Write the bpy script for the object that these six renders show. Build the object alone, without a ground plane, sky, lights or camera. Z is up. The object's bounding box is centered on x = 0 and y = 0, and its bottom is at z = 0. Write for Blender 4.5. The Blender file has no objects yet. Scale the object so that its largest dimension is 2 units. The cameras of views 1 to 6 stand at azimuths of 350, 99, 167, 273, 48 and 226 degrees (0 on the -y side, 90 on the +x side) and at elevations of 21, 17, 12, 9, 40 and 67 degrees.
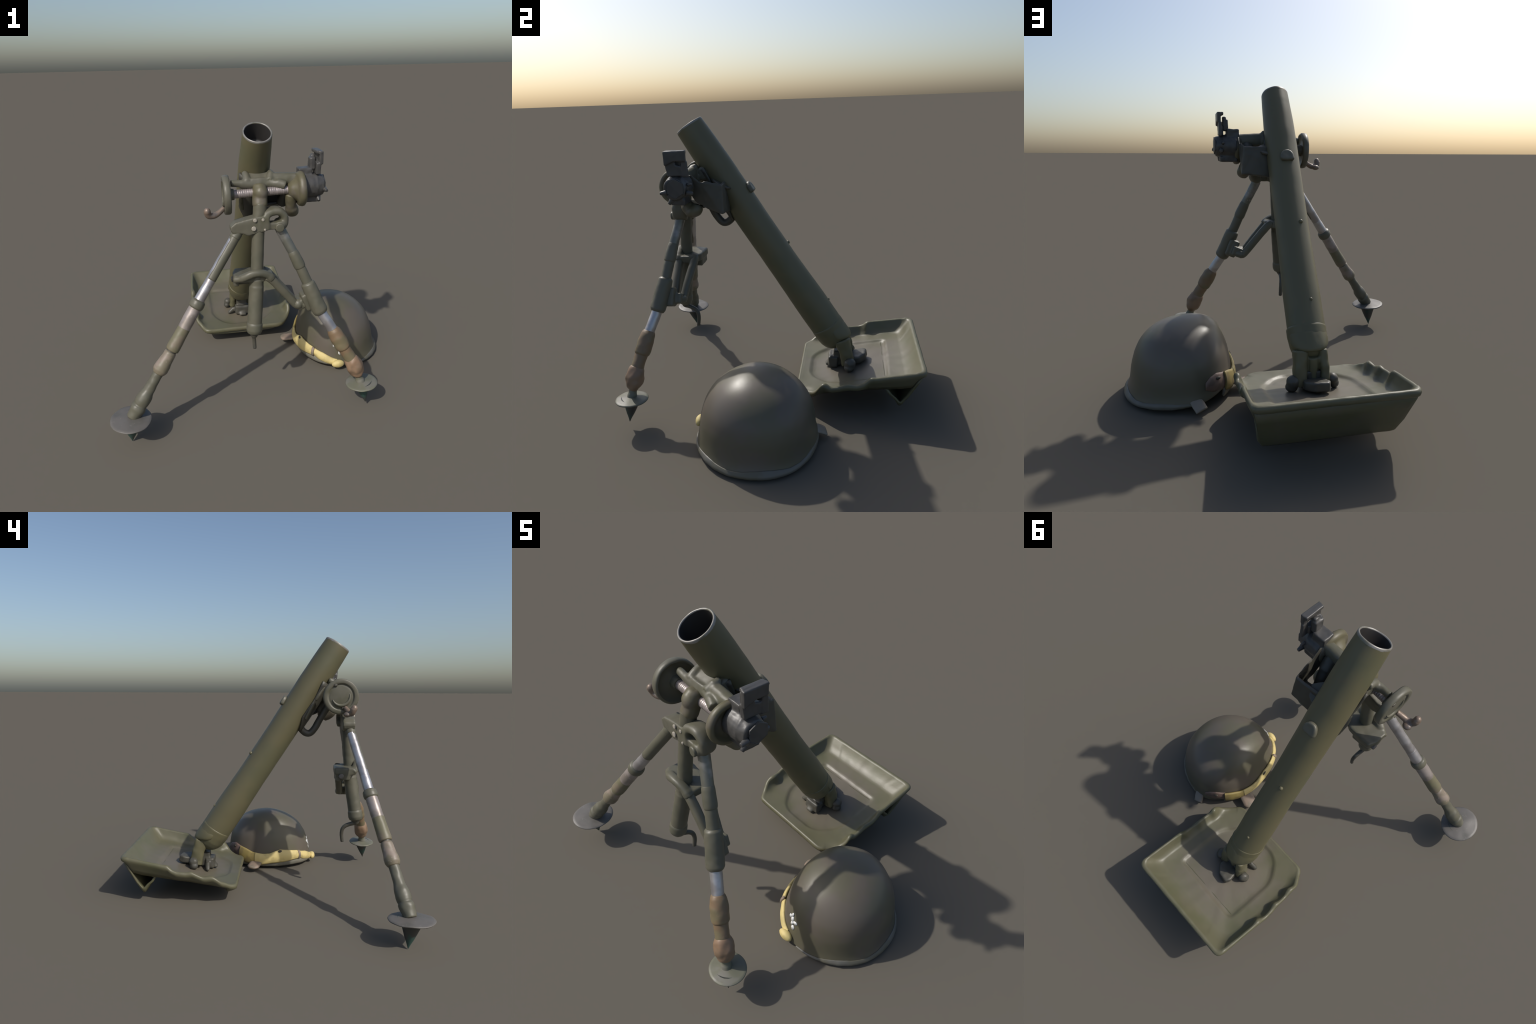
import bpy, bmesh, math, random
from mathutils import Vector, Matrix, noise

random.seed(7)
V = Vector

# ------------------------------------------------------------------ helpers
def lerp(a, b, t):
    return a + (b - a) * t

def interp(tab, x):
    """piecewise linear lookup in [(x, value), ...]"""
    if x <= tab[0][0]:
        return tab[0][1]
    for (x0, y0), (x1, y1) in zip(tab, tab[1:]):
        if x <= x1:
            return lerp(y0, y1, (x - x0) / max(x1 - x0, 1e-9))
    return tab[-1][1]

def smooth_interp(tab, x, w, n=7):
    """lookup averaged over a window: rounds the steps of a profile"""
    return sum(interp(tab, x + w * (i / (n - 1) - 0.5)) for i in range(n)) / n

def catmull(pts, n=8):
    pts = [V(p) for p in pts]
    out = []
    for i in range(len(pts) - 1):
        p0 = pts[max(i - 1, 0)]; p1 = pts[i]; p2 = pts[i + 1]; p3 = pts[min(i + 2, len(pts) - 1)]
        for k in range(n):
            t = k / n
            out.append(0.5 * ((2 * p1) + (p2 - p0) * t + (2 * p0 - 5 * p1 + 4 * p2 - p3) * t * t
                              + (3 * p1 - p0 - 3 * p2 + p3) * t ** 3))
    out.append(pts[-1])
    return out

def frames(pts, up=None):
    """parallel-transported frames along a path"""
    fr = []
    prev = None
    for i, p in enumerate(pts):
        d = pts[min(i + 1, len(pts) - 1)] - pts[max(i - 1, 0)]
        d.normalize()
        if prev is None:
            u = V(up) if up else (V((0, 0, 1)) if abs(d.z) < 0.9 else V((1, 0, 0)))
        else:
            u = prev
        u = (u - d * u.dot(d)).normalized()
        prev = u
        fr.append((p, d, u, d.cross(u)))
    return fr

def sweep(bm, pts, radii, seg=24, up=None, power=2.0, closed_ends=True):
    """radii: per point r or (ru, rv); power>2 gives a squarer section"""
    pts = [V(p) for p in pts]
    rings = []
    for (p, d, u, w), r in zip(frames(pts, up), radii):
        ru, rv = r if isinstance(r, tuple) else (r, r)
        ring = []
        for k in range(seg):
            a = 2 * math.pi * k / seg
            c, s = math.cos(a), math.sin(a)
            q = (abs(c) ** power + abs(s) ** power) ** (-1 / power)
            ring.append(bm.verts.new(p + u * (ru * c * q) + w * (rv * s * q)))
        rings.append(ring)
    for a, b in zip(rings, rings[1:]):
        for k in range(seg):
            bm.faces.new((a[k], a[(k + 1) % seg], b[(k + 1) % seg], b[k]))
    if closed_ends:
        bm.faces.new(list(reversed(rings[0])))
        bm.faces.new(rings[-1])
    return rings

def revolve(bm, origin, axis, prof, seg=64, ku=1.0, kv=1.0, up=None, caps=True):
    """spin an (s, r) outline about a fixed axis; s may run back and forth"""
    o, d = V(origin), V(axis).normalized()
    u = V(up) if up else (V((0, 0, 1)) if abs(d.z) < 0.9 else V((1, 0, 0)))
    u = (u - d * u.dot(d)).normalized(); w = d.cross(u)
    rings = [[bm.verts.new(o + d * s + u * (r * ku * math.cos(2 * math.pi * k / seg)) + w * (r * kv * math.sin(2 * math.pi * k / seg)))
              for k in range(seg)] for s, r in prof]
    for a, b in zip(rings, rings[1:]):
        for k in range(seg):
            bm.faces.new((a[k], a[(k + 1) % seg], b[(k + 1) % seg], b[k]))
    if caps:
        bm.faces.new(list(reversed(rings[0]))); bm.faces.new(rings[-1])

def rod(bm, a, b, r0, r1=None, seg=20, rnd=0.0):
    """round bar with optionally rounded ends"""
    a, b = V(a), V(b)
    r1 = r0 if r1 is None else r1
    L = (b - a).length
    if rnd <= 0:
        sweep(bm, [a, b], [r0, r1], seg)
        return
    ss, rr = [], []
    for i in range(6):
        t = math.pi / 2 * i / 5
        ss.append(rnd * (1 - math.cos(t))); rr.append(max(r0 - rnd + rnd * math.sin(t), 1e-4))
    for i in range(6):
        t = math.pi / 2 * (1 - i / 5)
        ss.append(L - rnd * (1 - math.cos(t))); rr.append(max(r1 - rnd + rnd * math.sin(t), 1e-4))
    sweep(bm, [a + (b - a) * (s / L) for s in ss], rr, seg)

def ball(bm, c, r, seg=20, rot=None):
    r = V(r) if not isinstance(r, (int, float)) else V((r, r, r))
    m = Matrix.Translation(V(c))
    if rot:
        m = m @ rot
    m = m @ Matrix.Diagonal((r.x, r.y, r.z, 1))
    bmesh.ops.create_uvsphere(bm, u_segments=seg, v_segments=seg // 2, radius=1.0, matrix=m)

def slab(bm, c, size, ax=None):
    """box; ax = (ux, uy, uz) axes"""
    m = Matrix.Translation(V(c))
    if ax:
        r = Matrix((ax[0], ax[1], ax[2])).transposed().to_4x4()
        m = m @ r
    m = m @ Matrix.Diagonal((size[0], size[1], size[2], 1))
    bmesh.ops.create_cube(bm, size=1.0, matrix=m)

def prism(bm, outline, origin, u, v, depth):
    """extrude a 2D outline (in u,v) along u x v by +-depth/2"""
    o, u, v = V(origin), V(u).normalized(), V(v).normalized()
    n = u.cross(v)
    lo = [bm.verts.new(o + u * a + v * b - n * depth / 2) for a, b in outline]
    hi = [bm.verts.new(o + u * a + v * b + n * depth / 2) for a, b in outline]
    k = len(outline)
    bm.faces.new(list(reversed(lo))); bm.faces.new(hi)
    for i in range(k):
        bm.faces.new((lo[i], lo[(i + 1) % k], hi[(i + 1) % k], hi[i]))

def apply_mods(ob):
    dg = bpy.context.evaluated_depsgraph_get()
    me = bpy.data.meshes.new_from_object(ob.evaluated_get(dg))
    old = ob.data
    ob.modifiers.clear()
    ob.data = me
    bpy.data.meshes.remove(old)

ORIGIN = {}
def part(name, bm, mat, parent, fuse=None, smooth_it=4, bevel=None, subsurf=0, lumps=0.0, lump_scale=25.0,
         autosmooth=None, solid=None):
    bmesh.ops.recalc_face_normals(bm, faces=bm.faces)
    me = bpy.data.meshes.new(name)
    bm.to_mesh(me); bm.free()
    ob = bpy.data.objects.new(name, me)
    bpy.context.scene.collection.objects.link(ob)
    touched = False
    if solid:
        m = ob.modifiers.new('t', 'SOLIDIFY'); m.thickness = solid; m.offset = -1; touched = True
    if bevel:
        m = ob.modifiers.new('b', 'BEVEL'); m.width = bevel; m.segments = 3; m.limit_method = 'ANGLE'
        m.angle_limit = math.radians(35); touched = True
    if fuse:
        m = ob.modifiers.new('r', 'REMESH'); m.mode = 'VOXEL'; m.voxel_size = fuse; m.adaptivity = 0; touched = True
        if smooth_it:
            m = ob.modifiers.new('s', 'SMOOTH'); m.iterations = smooth_it; m.factor = 0.5
    if subsurf:
        m = ob.modifiers.new('d', 'SUBSURF'); m.levels = subsurf; m.render_levels = subsurf; touched = True
    if touched:
        apply_mods(ob)
        ob.data.name = name
    me = ob.data
    if lumps:
        nn = [v.normal.copy() for v in me.vertices]
        for v, n in zip(me.vertices, nn):
            v.co += n * lumps * noise.noise(v.co * lump_scale + V((3.1, 1.7, 9.2)))
    if autosmooth:
        me.shade_smooth()
        me.set_sharp_from_angle(angle=math.radians(autosmooth))
    else:
        me.shade_smooth()
    me.materials.clear()
    me.materials.append(mat)
    # put the origin at the middle of the part
    lo = V([min(v.co[i] for v in me.vertices) for i in range(3)])
    hi = V([max(v.co[i] for v in me.vertices) for i in range(3)])
    c = (lo + hi) / 2
    me.transform(Matrix.Translation(-c))
    ob['world'] = 0
    ORIGIN[ob.name] = c
    place(ob, c, parent)
    del ob['world']
    return ob

def place(ob, c, parent):
    base = ORIGIN.get(parent.name, V((0, 0, 0))) if parent else V((0, 0, 0))
    ob.parent = parent
    ob.location = V(c) - base
    ORIGIN[ob.name] = V(c)

def empty(name, loc, parent=None):
    ob = bpy.data.objects.new(name, None)
    bpy.context.scene.collection.objects.link(ob)
    ob.empty_display_size = 0.1
    place(ob, loc, parent)
    return ob

# ------------------------------------------------------------------ materials
def material(name, base, second=None, third=None, rough=0.5, rough2=None, metal=0.0, scale=6.0, amount=0.5,
             speck=0.35, bump=0.08, bump_scale=90.0, offset=(0, 0, 0), centre=None, spec=0.5):
    """painted or bare surface: large soft patches between two tones, small specks of a third, fine bump"""
    m = bpy.data.materials.new(name); m.use_nodes = True
    nt = m.node_tree; N = nt.nodes; L = nt.links
    bs = N['Principled BSDF']
    tc = N.new('ShaderNodeTexCoord')
    mp = N.new('ShaderNodeMapping'); mp.inputs['Location'].default_value = offset
    L.new(tc.outputs['Object'], mp.inputs['Vector'])
    def ntex(sc, det, ro=0.55):
        t = N.new('ShaderNodeTexNoise'); t.inputs['Scale'].default_value = sc
        t.inputs['Detail'].default_value = det; t.inputs['Roughness'].default_value = ro
        L.new(mp.outputs['Vector'], t.inputs['Vector']); return t
    def ramp(sock, a, b):
        r = N.new('ShaderNodeMapRange'); r.interpolation_type = 'SMOOTHSTEP'
        r.inputs['From Min'].default_value = a; r.inputs['From Max'].default_value = b
        L.new(sock, r.inputs['Value']); return r.outputs['Result']
    def mix(f, a, b):
        x = N.new('ShaderNodeMix'); x.data_type = 'RGBA'
        if isinstance(f, float): x.inputs['Factor'].default_value = f
        else: L.new(f, x.inputs['Factor'])
        for i, c in ((6, a), (7, b)):
            if isinstance(c, tuple): x.inputs[i].default_value = (*c, 1)
            else: L.new(c, x.inputs[i])
        return x.outputs[2]
    col = (*base,)
    cur = tuple(base)
    if second:
        f = ramp(ntex(scale, 3).outputs['Fac'], 0.62 - 0.3 * amount, 0.80 - 0.3 * amount)
        cur = mix(f, cur, tuple(second))
    if third:
        f = ramp(ntex(scale * 4.5, 4, 0.65).outputs['Fac'], 0.66 - 0.12 * speck, 0.74 - 0.12 * speck)
        cur = mix(f, cur, tuple(third))
    if centre:
        # trodden middle of the part: browner within an irregular patch round the origin
        ln = N.new('ShaderNodeVectorMath'); ln.operation = 'LENGTH'; L.new(mp.outputs['Vector'], ln.inputs[0])
        ad = N.new('ShaderNodeMath'); ad.operation = 'MULTIPLY_ADD'; ad.inputs[1].default_value = 0.45
        L.new(ntex(6.0, 3).outputs['Fac'], ad.inputs[0]); L.new(ln.outputs['Value'], ad.inputs[2])
        cur = mix(ramp(ad.outputs[0], 0.62, 0.36), cur, tuple(centre))
    if isinstance(cur, tuple):
        g = ntex(scale * 2, 3).outputs['Fac']
        cur = mix(g, tuple(c * 0.9 for c in cur), tuple(c * 1.1 for c in cur))
    L.new(cur, bs.inputs['Base Color'])
    bs.inputs['Metallic'].default_value = metal
    bs.inputs['Specular IOR Level'].default_value = spec
    rr = N.new('ShaderNodeMapRange')
    rr.inputs['To Min'].default_value = rough; rr.inputs['To Max'].default_value = rough2 if rough2 else rough + 0.12
    L.new(ntex(scale * 3, 3).outputs['Fac'], rr.inputs['Value'])
    L.new(rr.outputs['Result'], bs.inputs['Roughness'])
    if bump:
        b = N.new('ShaderNodeBump'); b.inputs['Strength'].default_value = bump; b.inputs['Distance'].default_value = 0.004
        L.new(ntex(bump_scale, 4).outputs['Fac'], b.inputs['Height'])
        L.new(b.outputs['Normal'], bs.inputs['Normal'])
    return m

OLIVE   = material('olive_paint', (0.118, 0.106, 0.057), (0.104, 0.100, 0.055), (0.132, 0.106, 0.058), rough=0.42, scale=3.5, speck=0.1)
CAPOL   = material('olive_paint_base', (0.110, 0.100, 0.053), (0.095, 0.091, 0.052), rough=0.42, scale=6)
PLATE   = material('olive_plate', (0.108, 0.102, 0.060), (0.098, 0.097, 0.053), (0.118, 0.100, 0.070), rough=0.38, scale=4.0, amount=0.5, speck=-0.1, centre=(0.124, 0.108, 0.081))
RIM     = material('olive_rim', (0.100, 0.097, 0.052), (0.108, 0.099, 0.062), rough=0.38, scale=6)
GREEN   = material('grey_green_paint', (0.104, 0.099, 0.071), (0.092, 0.090, 0.064), (0.12, 0.113, 0.092), rough=0.40, scale=8, speck=-0.2)
GEARGR  = material('grey_green_casting', (0.108, 0.103, 0.076), (0.094, 0.091, 0.061), (0.13, 0.122, 0.098), rough=0.42, scale=12, speck=0.0)
HUB     = material('olive_hub', (0.105, 0.095, 0.055), (0.12, 0.105, 0.08), rough=0.42, scale=9)
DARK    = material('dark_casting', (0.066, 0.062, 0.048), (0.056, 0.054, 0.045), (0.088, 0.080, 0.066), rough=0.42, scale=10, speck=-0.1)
SIGHT   = material('dark_sight_metal', (0.064, 0.062, 0.059), (0.052, 0.051, 0.050), (0.10, 0.095, 0.092), rough=0.36, scale=14, speck=-0.1)
STEEL   = material('bare_steel', (0.46, 0.45, 0.46), (0.36, 0.34, 0.34), (0.30, 0.26, 0.24), rough=0.33, metal=0.75, scale=9, amount=0.6, speck=-0.2)
WORN    = material('worn_steel', (0.27, 0.26, 0.25), (0.155, 0.155, 0.13), (0.34, 0.29, 0.27), rough=0.35, metal=0.45, scale=7, amount=0.9)
BROWN   = material('brown_worn_sleeve', (0.23, 0.185, 0.15), (0.155, 0.135, 0.09), (0.30, 0.25, 0.22), rough=0.42, scale=9, amount=0.7)
TAN     = material('tan_brown_foot', (0.175, 0.118, 0.068), (0.15, 0.125, 0.07), (0.21, 0.13, 0.08), rough=0.45, scale=8, amount=0.6)
COPPER  = material('copper_brown_ball', (0.215, 0.138, 0.085), (0.165, 0.112, 0.07), rough=0.45, scale=10, amount=0.5)
SLEEVEO = material('olive_leg_sleeve', (0.135, 0.125, 0.075), (0.165, 0.135, 0.095), rough=0.42, scale=9)
DISC    = material('grey_foot_disc', (0.122, 0.113, 0.102), (0.105, 0.100, 0.088), (0.15, 0.138, 0.125), rough=0.45, scale=10)
DISCG   = material('green_grey_foot_disc', (0.130, 0.130, 0.092), (0.15, 0.145, 0.12), rough=0.42, scale=10)
SPIKE   = material('dark_spike', (0.045, 0.045, 0.040), (0.030, 0.070, 0.058), rough=0.45, scale=9, amount=0.55)
SCREW   = material('screw_steel', (0.33, 0.29, 0.28), (0.25, 0.22, 0.21), rough=0.35, metal=0.45, scale=40)
PINKST  = material('pinkish_worn_steel', (0.31, 0.27, 0.25), (0.22, 0.19, 0.165), (0.38, 0.34, 0.33), rough=0.36, metal=0.35, scale=8, amount=0.6)
BRONZE  = material('bronze_handle', (0.20, 0.150, 0.115), (0.12, 0.105, 0.095), rough=0.38, metal=0.25, scale=20)
RIVET   = material('pale_rivet', (0.33, 0.30, 0.25), rough=0.5, scale=60)
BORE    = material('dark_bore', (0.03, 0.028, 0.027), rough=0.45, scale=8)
MUZZLE  = material('worn_muzzle', (0.24, 0.23, 0.21), (0.15, 0.145, 0.11), rough=0.35, metal=0.3, scale=14, amount=0.5)
HELMET  = material('helmet_paint', (0.102, 0.093, 0.061), (0.110, 0.093, 0.073), (0.090, 0.087, 0.055), rough=0.36, scale=3.2, amount=0.7, speck=-0.3, bump=0.03)
BRIM    = material('helmet_brim_worn', (0.122, 0.116, 0.098), (0.104, 0.097, 0.070), rough=0.40, scale=7, amount=0.7)
LINER   = material('grey_liner', (0.17, 0.16, 0.125), (0.14, 0.135, 0.115), rough=0.5, scale=12)
STRAP   = material('yellow_webbing', (0.60, 0.48, 0.20), (0.50, 0.40, 0.165), (0.66, 0.54, 0.25), rough=0.55, scale=14, speck=-0.1, bump=0.15)
STRAPB  = material('ochre_webbing', (0.26, 0.20, 0.065), (0.20, 0.15, 0.06), rough=0.55, scale=14, bump=0.15)
LEATHER = material('brown_leather_tab', (0.24, 0.18, 0.135), (0.19, 0.16, 0.12), rough=0.5, scale=16)
PINK    = material('red_brown_fitting', (0.165, 0.110, 0.085), (0.12, 0.085, 0.065), rough=0.5, scale=18)
GREYTAB = material('grey_brown_tab', (0.21, 0.185, 0.15), rough=0.5, scale=16)
EYELET_DOT    = material('dark_eyelet_dot', (0.05, 0.042, 0.03), rough=0.6, scale=20)  # dark colour for solid dots that stand in for eyelet holes
WHITE   = material('white_paint', (0.72, 0.72, 0.70), (0.55, 0.55, 0.54), rough=0.45, scale=50, amount=0.3)

# ------------------------------------------------------------------ the mortar
mortar = empty('mortar', (0, 0, 0))
mortar['label'] = 'olive military mortar on bipod legs with square base plate'
mortar['category'] = 'mortar'

# ---- barrel: axis from muzzle to socket, with swelling lower half
MZ = V((-0.015, -0.486, 1.769)); CL = V((-0.014, 0.366, 0.448))
AX = (CL - MZ).normalized(); BL = (CL - MZ).length          # pointing down the tube
BU = V((1, 0, 0)); BU = (BU - AX * BU.dot(AX)).normalized() # sideways
BT = BU.cross(AX)                                           # will point to the upper (+y, +z) side
if BT.y < 0: BT = -BT
def bax(s): return MZ + AX * s

def lathe(name, prof, mat, parent, axis0, axis_dir, seg=64, ell=None, lumps=0.0, closed=(True, True), step=0.004, w=0.006, **k):
    """revolve (s, r) along a straight axis with rounded steps; ell(s)->(ku,kv)"""
    bm = bmesh.new()
    s0, s1 = prof[0][0], prof[-1][0]
    n = max(3, int(abs(s1 - s0) / step))
    ss = [lerp(s0, s1, i / n) for i in range(n + 1)]
    rr = []
    for i, s in enumerate(ss):
        r = smooth_interp(prof, s, w if 0 < i < n else 0)
        e = ell(s) if ell else (1, 1)
        rr.append((max(r * e[0], 5e-4), max(r * e[1], 5e-4)))
    sweep(bm, [axis0 + axis_dir * s for s in ss], rr, seg, up=BU)
    return part(name, bm, mat, parent, lumps=lumps, **k)

def bell(s):
    t = min(max(s / 0.35, 0), 1)
    return (lerp(0.955, 0.99, t), lerp(1.01, 1.01, t))

# outer tube with bore: down the outside and back up the inside
bm = bmesh.new()
prof = [(0.012, 0.0915), (0.10, 0.0955), (0.22, 0.099), (0.35, 0.1005), (0.62, 0.100), (0.95, 0.0995), (1.12, 0.1005), (1.25, 0.1035), (1.38, 0.107), (BL - 0.004, 0.1065)]
n = 150
ss = [lerp(0.012, BL, i / n) for i in range(n + 1)]
sweep(bm, [bax(s) - BT * (0.004 * math.sin(math.pi * min(1, s / BL)) ** 1.5) for s in ss], [tuple(smooth_interp(prof, s, 0.12 if s > 0.1 else 0.0) * e for e in bell(s)) for s in ss], 72, up=BU)
for f in [f for f in bm.faces if len(f.verts) > 4]: bm.faces.remove(f)
barrel = part('barrel', bm, OLIVE, mortar, lumps=0.0012, lump_scale=9)

bm = bmesh.new()
rim = [(0.014, 0.0915), (0.005, 0.0912), (0.001, 0.0890), (0.000, 0.0855), (0.002, 0.0822), (0.006, 0.0812)]
revolve(bm, MZ, AX, rim, 72, *bell(0), up=BU, caps=False)
part('muzzle_rim', bm, MUZZLE, barrel, lumps=0.0012, lump_scale=30)
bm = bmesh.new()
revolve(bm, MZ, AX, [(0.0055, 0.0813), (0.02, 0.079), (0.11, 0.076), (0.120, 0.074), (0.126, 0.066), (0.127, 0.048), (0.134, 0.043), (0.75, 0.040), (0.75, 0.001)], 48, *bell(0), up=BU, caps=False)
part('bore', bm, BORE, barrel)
# breech collar and rounded cap
capx = [(0.0, 0.1068), (0.004, 0.1098), (0.05, 0.109), (0.10, 0.103), (0.135, 0.091), (0.16, 0.072), (0.178, 0.045), (0.185, 0.012)]
lathe('breech_cap', capx, CAPOL, barrel, CL - AX * 0.006, AX, seg=64, w=0.012, lumps=0.0035, lump_scale=14)
# raised stud and small nubs on top of the tube
bm = bmesh.new()
sc = bax(0.5); 
st = V((-0.018, -0.114, 1.381))
s = (st - MZ).dot(AX)
c = bax(s) + BT * 0.097
pts = [(0.042 * math.cos(math.pi + math.pi * k / 10), 0.012 + 0.050 * math.sin(math.pi + math.pi * k / 10)) for k in range(11)] + [(0.042, 0.03), (0.02, 0.036), (-0.02, 0.036), (-0.042, 0.03)]
prism(bm, pts, c + BT * 0.006, BU, AX, 0.030)
part('barrel_stud', bm, GREEN, barrel, bevel=0.009, fuse=0.004, smooth_it=5, lumps=0.002, lump_scale=40)
for i, (s, ang, r) in enumerate([(0.965, 18, 0.0125), (1.435, 12, 0.010)]):
    bm = bmesh.new()
    d = BT * math.cos(math.radians(ang)) - BU * math.sin(math.radians(ang))
    ball(bm, bax(s) + d * (interp(prof, s) - 0.002), r, 16)
    part('barrel_nub', bm, OLIVE, barrel)

# ---- base plate: a dished tray lofted from rounded closed loops
PC = V((0.0, 0.58))                       # loop centre (x, y)
def floor_z(y): return 0.150 + 0.190 * (y - 0.375) + 0.085 * max(0.0, 0.37 - y)
def rounded_poly(corners):
    """[(x, y, radius)] -> dense outline"""
    out = []
    n = len(corners)
    for i in range(n):
        x, y, r = corners[i]
        p = V((x, y)); a = V(corners[i - 1][:2]) - p; b = V(corners[(i + 1) % n][:2]) - p
        la, lb = a.length, b.length; a.normalize(); b.normalize()
        ang = a.angle(b) / 2
        t = min(r / math.tan(ang), la * 0.48, lb * 0.48)
        q0, q1 = p + a * t, p + b * t
        for k in range(9):
            u = k / 8
            out.append(q0 * (1 - u) ** 2 + p * 2 * u * (1 - u) + q1 * u * u)
    return out
def ray_hit(poly, ang):
    d = V((math.cos(ang), math.sin(ang)))
    best = 0.0
    n = len(poly)
    for i in range(n):
        a = poly[i] - PC; b = poly[(i + 1) % n] - PC
        e = b - a
        den = d.x * e.y - d.y * e.x
        if abs(den) < 1e-12: continue
        t = (a.x * e.y - a.y * e.x) / den
        u = (a.x * d.y - a.y * d.x) / den
        if -1e-6 <= u <= 1 + 1e-6 and t > best: best = t
    return best

RIMP = rounded_poly([(-0.408, 0.980, 0.05), (0.394, 0.980, 0.05), (0.388, 0.33, 0.05), (0.280, 0.186, 0.07),
                     (-0.340, 0.192, 0.05), (-0.412, 0.30, 0.08), (-0.430, 0.60, 0.2)])
def scaled(poly, dx, dyb, dyf):
    """inset: dx sideways, dyb at the back, dyf at the front"""
    out = []
    for p in poly:
        y = p.y - (dyb if p.y > PC.y else -dyf) * min(abs(p.y - PC.y) / 0.36, 1.0)
        x = p.x - math.copysign(dx, p.x) * min(abs(p.x) / 0.33, 1.0)
        out.append(V((x, y)))
    return out
PANEL = rounded_poly([(-0.262, 0.772, 0.04), (0.240, 0.762, 0.04), (0.245, 0.42, 0.16), (0.14, 0.268, 0.16),
                      (-0.16, 0.268, 0.16), (-0.265, 0.42, 0.16)])
NP = 360
ANG = [2 * math.pi * k / NP for k in range(NP)]
HIT = {}
def loop_r(key, poly):
    if key not in HIT: HIT[key] = [ray_hit(poly, a) for a in ANG]
    return HIT[key]
def rim_top(x, y):
    """height of the rolled rim above the ground, by side"""
    front = 0.137
    if y > 0.93: return 0.341
    left = [(0.19, 0.137), (0.235, 0.150), (0.26, 0.168), (0.285, 0.176), (0.31, 0.198), (0.345, 0.219), (0.375, 0.217), (0.41, 0.213), (0.45, 0.232),
            (0.49, 0.252), (0.53, 0.245), (0.59, 0.25), (0.63, 0.268), (0.65, 0.293), (0.68, 0.295), (0.93, 0.336)]
    right = [(0.19, 0.132), (0.26, 0.138), (0.30, 0.155), (0.325, 0.19), (0.35, 0.226), (0.375, 0.226), (0.40, 0.205), (0.46, 0.214), (0.50, 0.229), (0.54, 0.228),
             (0.57, 0.228), (0.61, 0.243), (0.63, 0.262), (0.65, 0.286), (0.68, 0.288), (0.93, 0.336)]
    if y < 0.24 and abs(x) < 0.30: return front
    return smooth_interp(left if x < 0 else right, y, 0.022)

def bulge(x, y):
    """crumpled side walls: three vertical folds on the left, shallow ones on the right"""
    if y > 0.9 or y < 0.24: return 0.0
    if x < 0:
        peaks = [(0.655, 0.020), (0.50, 0.022), (0.355, 0.020)]
    else:
        peaks = [(0.645, 0.010), (0.51, 0.008), (0.36, 0.016)]
    return sum(h * math.exp(-((y - p) / 0.032) ** 2) for p, h in peaks)

bm = bmesh.new()
rimr = loop_r('rim', RIMP)
wallfoot = loop_r('foot', scaled(RIMP, 0.054, 0.098, 0.030))
floor2 = loop_r('floor2', scaled(RIMP, 0.068, 0.116, 0.046))
midb = loop_r('midb', scaled(RIMP, 0.036, 0.064, 0.023))
inner = loop_r('inner', scaled(RIMP, 0.020, 0.026, 0.016))
crest = loop_r('crest', scaled(RIMP, 0.009, 0.010, 0.008))
panel = loop_r('panel', PANEL)
def xy(r, a): return PC.x + r * math.cos(a), PC.y + r * math.sin(a)
loops = []
def add_loop(fn):
    ring = []
    for k, a in enumerate(ANG):
        x, y, z = fn(k, a)
        ring.append(bm.verts.new((x, y, z)))
    loops.append(ring)
SINK = 0.014
for f in (0.15, 0.35, 0.55, 0.75, 0.88):
    add_loop(lambda k, a, f=f: (*xy(panel[k] * f, a), floor_z(xy(panel[k] * f, a)[1]) - SINK))
for f, s in ((-0.014, 0.97), (-0.006, 0.75), (0.003, 0.36), (0.011, 0.08), (0.018, 0.0)):
    add_loop(lambda k, a, f=f, s=s: (*xy(panel[k] + f, a), floor_z(xy(panel[k] + f, a)[1]) - SINK * s))
def fl(r0, off=0.0):
    def g(k, a):
        x, y = xy(max(r0[k], panel[k] + 0.022), a)
        return x, y, floor_z(y) + off
    return g
add_loop(fl(floor2))
def foot(k, a):
    x, y = xy(max(wallfoot[k], panel[k] + 0.026), a)
    return x, y, floor_z(y) + 0.004
add_loop(foot)
def between(r0, f, t):
    """t: fraction of the wall height"""
    def g(k, a):
        xr, yr = xy(rimr[k], a)
        b = bulge(xr, yr)
        x, y = xy(max(r0[k], panel[k] + 0.030), a)
        x += math.copysign(b * f, -x) * 0.6
        z0 = floor_z(y) + 0.004
        z1 = rim_top(xr, yr)
        zz = lerp(z0, z1, t)
        # shallow pressed groove along the back slope
        if yr > 0.93 and abs(xr) < 0.30 and 0.3 < t < 0.7: zz -= 0.006 * min(1, (0.30 - abs(xr)) / 0.03)
        return x, y, zz
    return g
add_loop(between(midb, 0.9, 0.42))
def mid(f, t, bf):
    def g(k, a):
        r = lerp(midb[k], inner[k], f)
        return between([r] * NP, bf, t)(k, a)
    return g
add_loop(mid(0.5, 0.66, 1.0)); add_loop(mid(0.85, 0.84, 1.0)); add_loop(mid(1.0, 0.95, 0.8))
def rimloop(r0, dz, bf):
    def g(k, a):
        xr, yr = xy(rimr[k], a)
        x, y = xy(r0[k], a)
        x += math.copysign(bulge(xr, yr) * bf, -x) * 0.4
        return x, y, rim_top(xr, yr) + dz
    return g
add_loop(rimloop(crest, 0.001, 0.6)); 
out1 = [r - 0.001 for r in rimr]
add_loop(rimloop(out1, -0.008, 0.3)); add_loop(rimloop([r + 0.001 for r in rimr], -0.020, 0.0)); add_loop(rimloop([r - 0.004 for r in rimr], -0.034, 0.0))
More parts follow.
